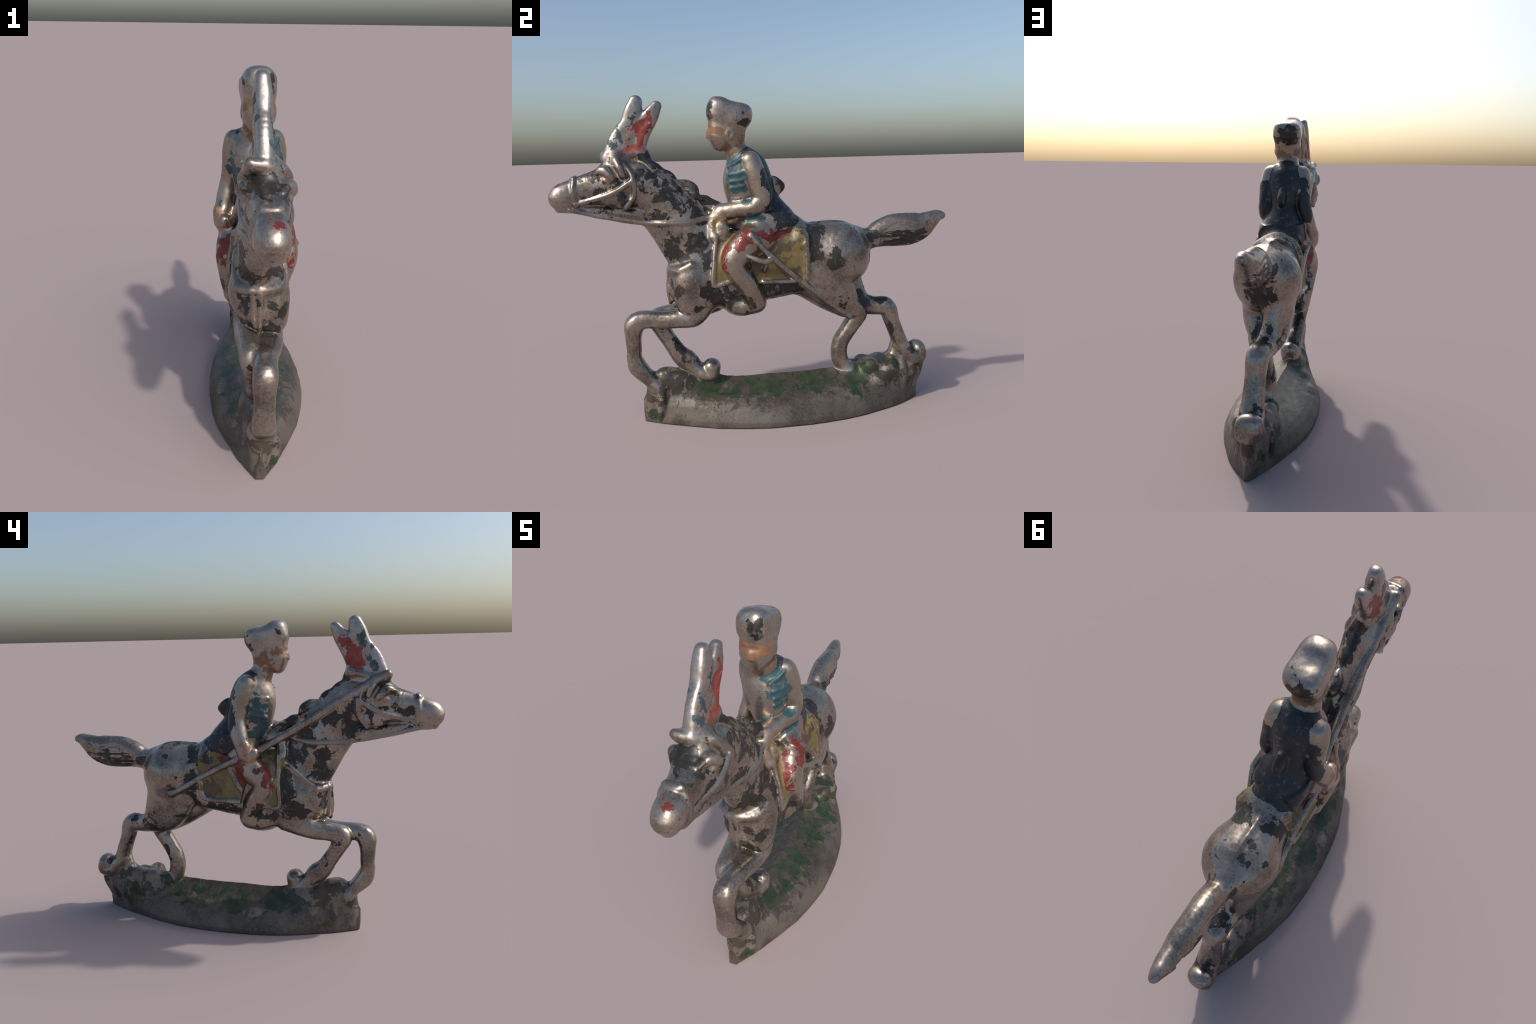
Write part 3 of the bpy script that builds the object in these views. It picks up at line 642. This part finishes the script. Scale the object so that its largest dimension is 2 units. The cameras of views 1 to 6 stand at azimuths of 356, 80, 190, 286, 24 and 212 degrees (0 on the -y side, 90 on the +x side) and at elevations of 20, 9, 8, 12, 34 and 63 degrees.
leg_red = [((0.13, -0.10, 0.905), (0.06, 0.075, 0.050)), ((0.10, -0.185, 0.83), (0.06, 0.035, 0.06)), ((0.10, -0.165, 0.765), (0.05, 0.025, 0.03)), ((0.10, 0.03, 0.93), (0.08, 0.08, 0.035)),
           ((-0.13, -0.15, 0.86), (0.08, 0.035, 0.075)), ((-0.12, -0.19, 0.80), (0.07, 0.03, 0.05)), ((-0.13, -0.02, 0.84), (0.07, 0.035, 0.09)), ((-0.10, 0.03, 0.90), (0.06, 0.06, 0.03))]
leg_dark = [((0.10, -0.03, 0.73), (0.06, 0.03, 0.05)), ((-0.14, -0.02, 0.70), (0.06, 0.025, 0.06)), ((0.1, -0.12, 0.62), (0.06, 0.05, 0.05)), ((-0.14, -0.13, 0.64), (0.06, 0.05, 0.06))]
M["trouser"] = coat("worn_red_trouser", [(BLACK, BLACK2, leg_dark, 0.0, 3.0, 13.0, EVEN), (RED, RED2, leg_red, 0.0, 4.2, 14.0, EVEN)], metal=((0.37, 0.315, 0.26), (0.24, 0.20, 0.16)))
M["boot"] = coat("worn_boot", [(BLACK, BLACK2, None, 0.02, 1.6, 11.0, EVEN)], metal=((0.33, 0.28, 0.225), (0.21, 0.175, 0.135)))
cloth_red = [((0.10, 0.06, 0.935), (0.07, 0.08, 0.035)), ((-0.13, -0.01, 0.84), (0.06, 0.035, 0.09)), ((-0.12, 0.05, 0.90), (0.06, 0.06, 0.03))]
M["cloth"] = coat("worn_yellow_cloth", [(YELLOW, YELLOW2, None, 0.36, 2.6, 10.0, EVEN), (BROWN, BROWN2, None, -0.16, 3.0, 8.0, EVEN), (RED, RED2, cloth_red, 0.1, 2.0, 14.0, EVEN)], metallic=0.6)
M["hem"] = coat("worn_cloth_hem", [(YELLOW, YELLOW2, None, -0.20, 1.5, 14.0, EVEN)])
M["roll"] = coat("worn_blanket_roll", [(YELLOW, YELLOW2, [((0.11, 0.184, 0.90), (0.05, 0.035, 0.06)), ((-0.15, 0.19, 0.89), (0.04, 0.03, 0.05))], 0.0, 1.0, 12.0, EVEN), (BLACK, BLACK2, None, -0.16, 1.5, 12.0, EVEN)])
M["holster"] = coat("worn_holster", [(YELLOW, BROWN2, None, -0.16, 1.4, 12.0, EVEN)], metal=((0.39, 0.34, 0.29), (0.26, 0.215, 0.165)))
moss = [((0.05, -0.24, 0.17), (0.10, 0.13, 0.07)), ((0.06, 0.02, 0.15), (0.08, 0.16, 0.06)), ((0.05, 0.25, 0.15), (0.09, 0.16, 0.07)), ((0.05, 0.50, 0.16), (0.10, 0.12, 0.07)), ((0.03, 0.66, 0.22), (0.06, 0.08, 0.04)),
        ((-0.08, -0.22, 0.14), (0.09, 0.12, 0.06)), ((-0.10, 0.02, 0.12), (0.09, 0.12, 0.05)), ((-0.09, 0.25, 0.13), (0.09, 0.12, 0.06)), ((-0.06, 0.42, 0.19), (0.06, 0.08, 0.05)), ((-0.09, 0.66, 0.12), (0.06, 0.08, 0.08)),
        ((0.03, -0.56, 0.05), (0.05, 0.05, 0.03)), ((-0.10, -0.42, 0.03), (0.04, 0.06, 0.03))]
EARTH = ((0.140, 0.121, 0.099), (0.050, 0.042, 0.033))
M["base"] = coat("mossy_base", [((0.046, 0.037, 0.027), (0.078, 0.064, 0.048), [((0.0, 0.05, 0.17), (0.15, 0.62, 0.10))], 0.0, 3.5, 9.0, EVEN), (GREEN, GREEN2, moss, -0.20, 5.5, 15.0, EVEN), ((0.05, 0.04, 0.03), BROWN, None, -0.55, 3.4, 30.0, EVEN)],
                 metal=EARTH, gloss=0.50, metallic=0.35, grain=0.25)
M["rock"] = coat("mossy_rock", [((0.040, 0.036, 0.028), BROWN, None, -0.05, 3.0, 10.0, EVEN), (GREEN, GREEN2, moss, -0.18, 4.5, 12.0, EVEN)], metal=((0.22, 0.19, 0.16), (0.115, 0.097, 0.078)), gloss=0.46, metallic=0.45, grain=0.22)
LOOK = {"mule_torso": "hide", "mule_neck": "hide", "mule_head": "hide", "foreleg": "leg", "hindleg": "leg", "tail": "tail", "mane": "mane", "bridle": "strap", "rein": "strap", "breast_strap": "strap",
        "mule_ear": "ear", "fur_cap": "cap", "rider_head": "skin", "rider_ear": "skin", "rider_neck": "skin", "hand": "hand", "rider_torso": "jacket", "coat_skirt": "jacket", "arm": "sleeve", "chest_cord": "jacket",
        "pouch": "mane", "leg": "trouser", "boot": "boot", "saddle_cloth": "cloth", "saddle_hem": "hem", "blanket_roll": "roll", "saddle": "holster", "holster": "holster", "base": "base", "rock": "rock"}


def MATERIAL_OF(name):
    return M[LOOK.get(name.split(".")[0], "metal")]


# ----------------------------------------------------------------------------- objects
root = bpy.data.objects.new("toy_cavalry_rider", None)
bpy.context.collection.objects.link(root)
root["label"] = "worn painted metal toy rider galloping on a long-eared mule"
root["category"] = "toy soldier"
PARENT = {"mane": "mule_neck", "rein": "bridle", "saddle_hem": "saddle_cloth", "fur_cap": "rider_head", "rider_ear": "rider_head", "rider_ear.001": "rider_head",
          "chest_cord": "rider_torso", "pouch": "rider_torso", "hand": "arm", "hand.001": "arm.001", "boot": "leg", "boot.001": "leg.001",
          "mule_ear": "mule_head", "rock": "base"}
made = {}
for i, name in enumerate(PARTS):
    q = quads[flab == i]
    if not len(q):
        continue
    used, inv = np.unique(q, return_inverse=True)
    me = bpy.data.meshes.new(name)
    me.from_pydata(verts[used].tolist(), [], inv.reshape(-1, 4).tolist())
    me.polygons.foreach_set("use_smooth", np.ones(len(q), bool))
    me.update()
    me.normals_split_custom_set_from_vertices(normals[used].tolist())
    me.materials.append(MATERIAL_OF(name))
    made[name] = bpy.data.objects.new(name, me)
    bpy.context.collection.objects.link(made[name])
for name, ob in made.items():
    ob.parent = made.get(PARENT.get(name), root)
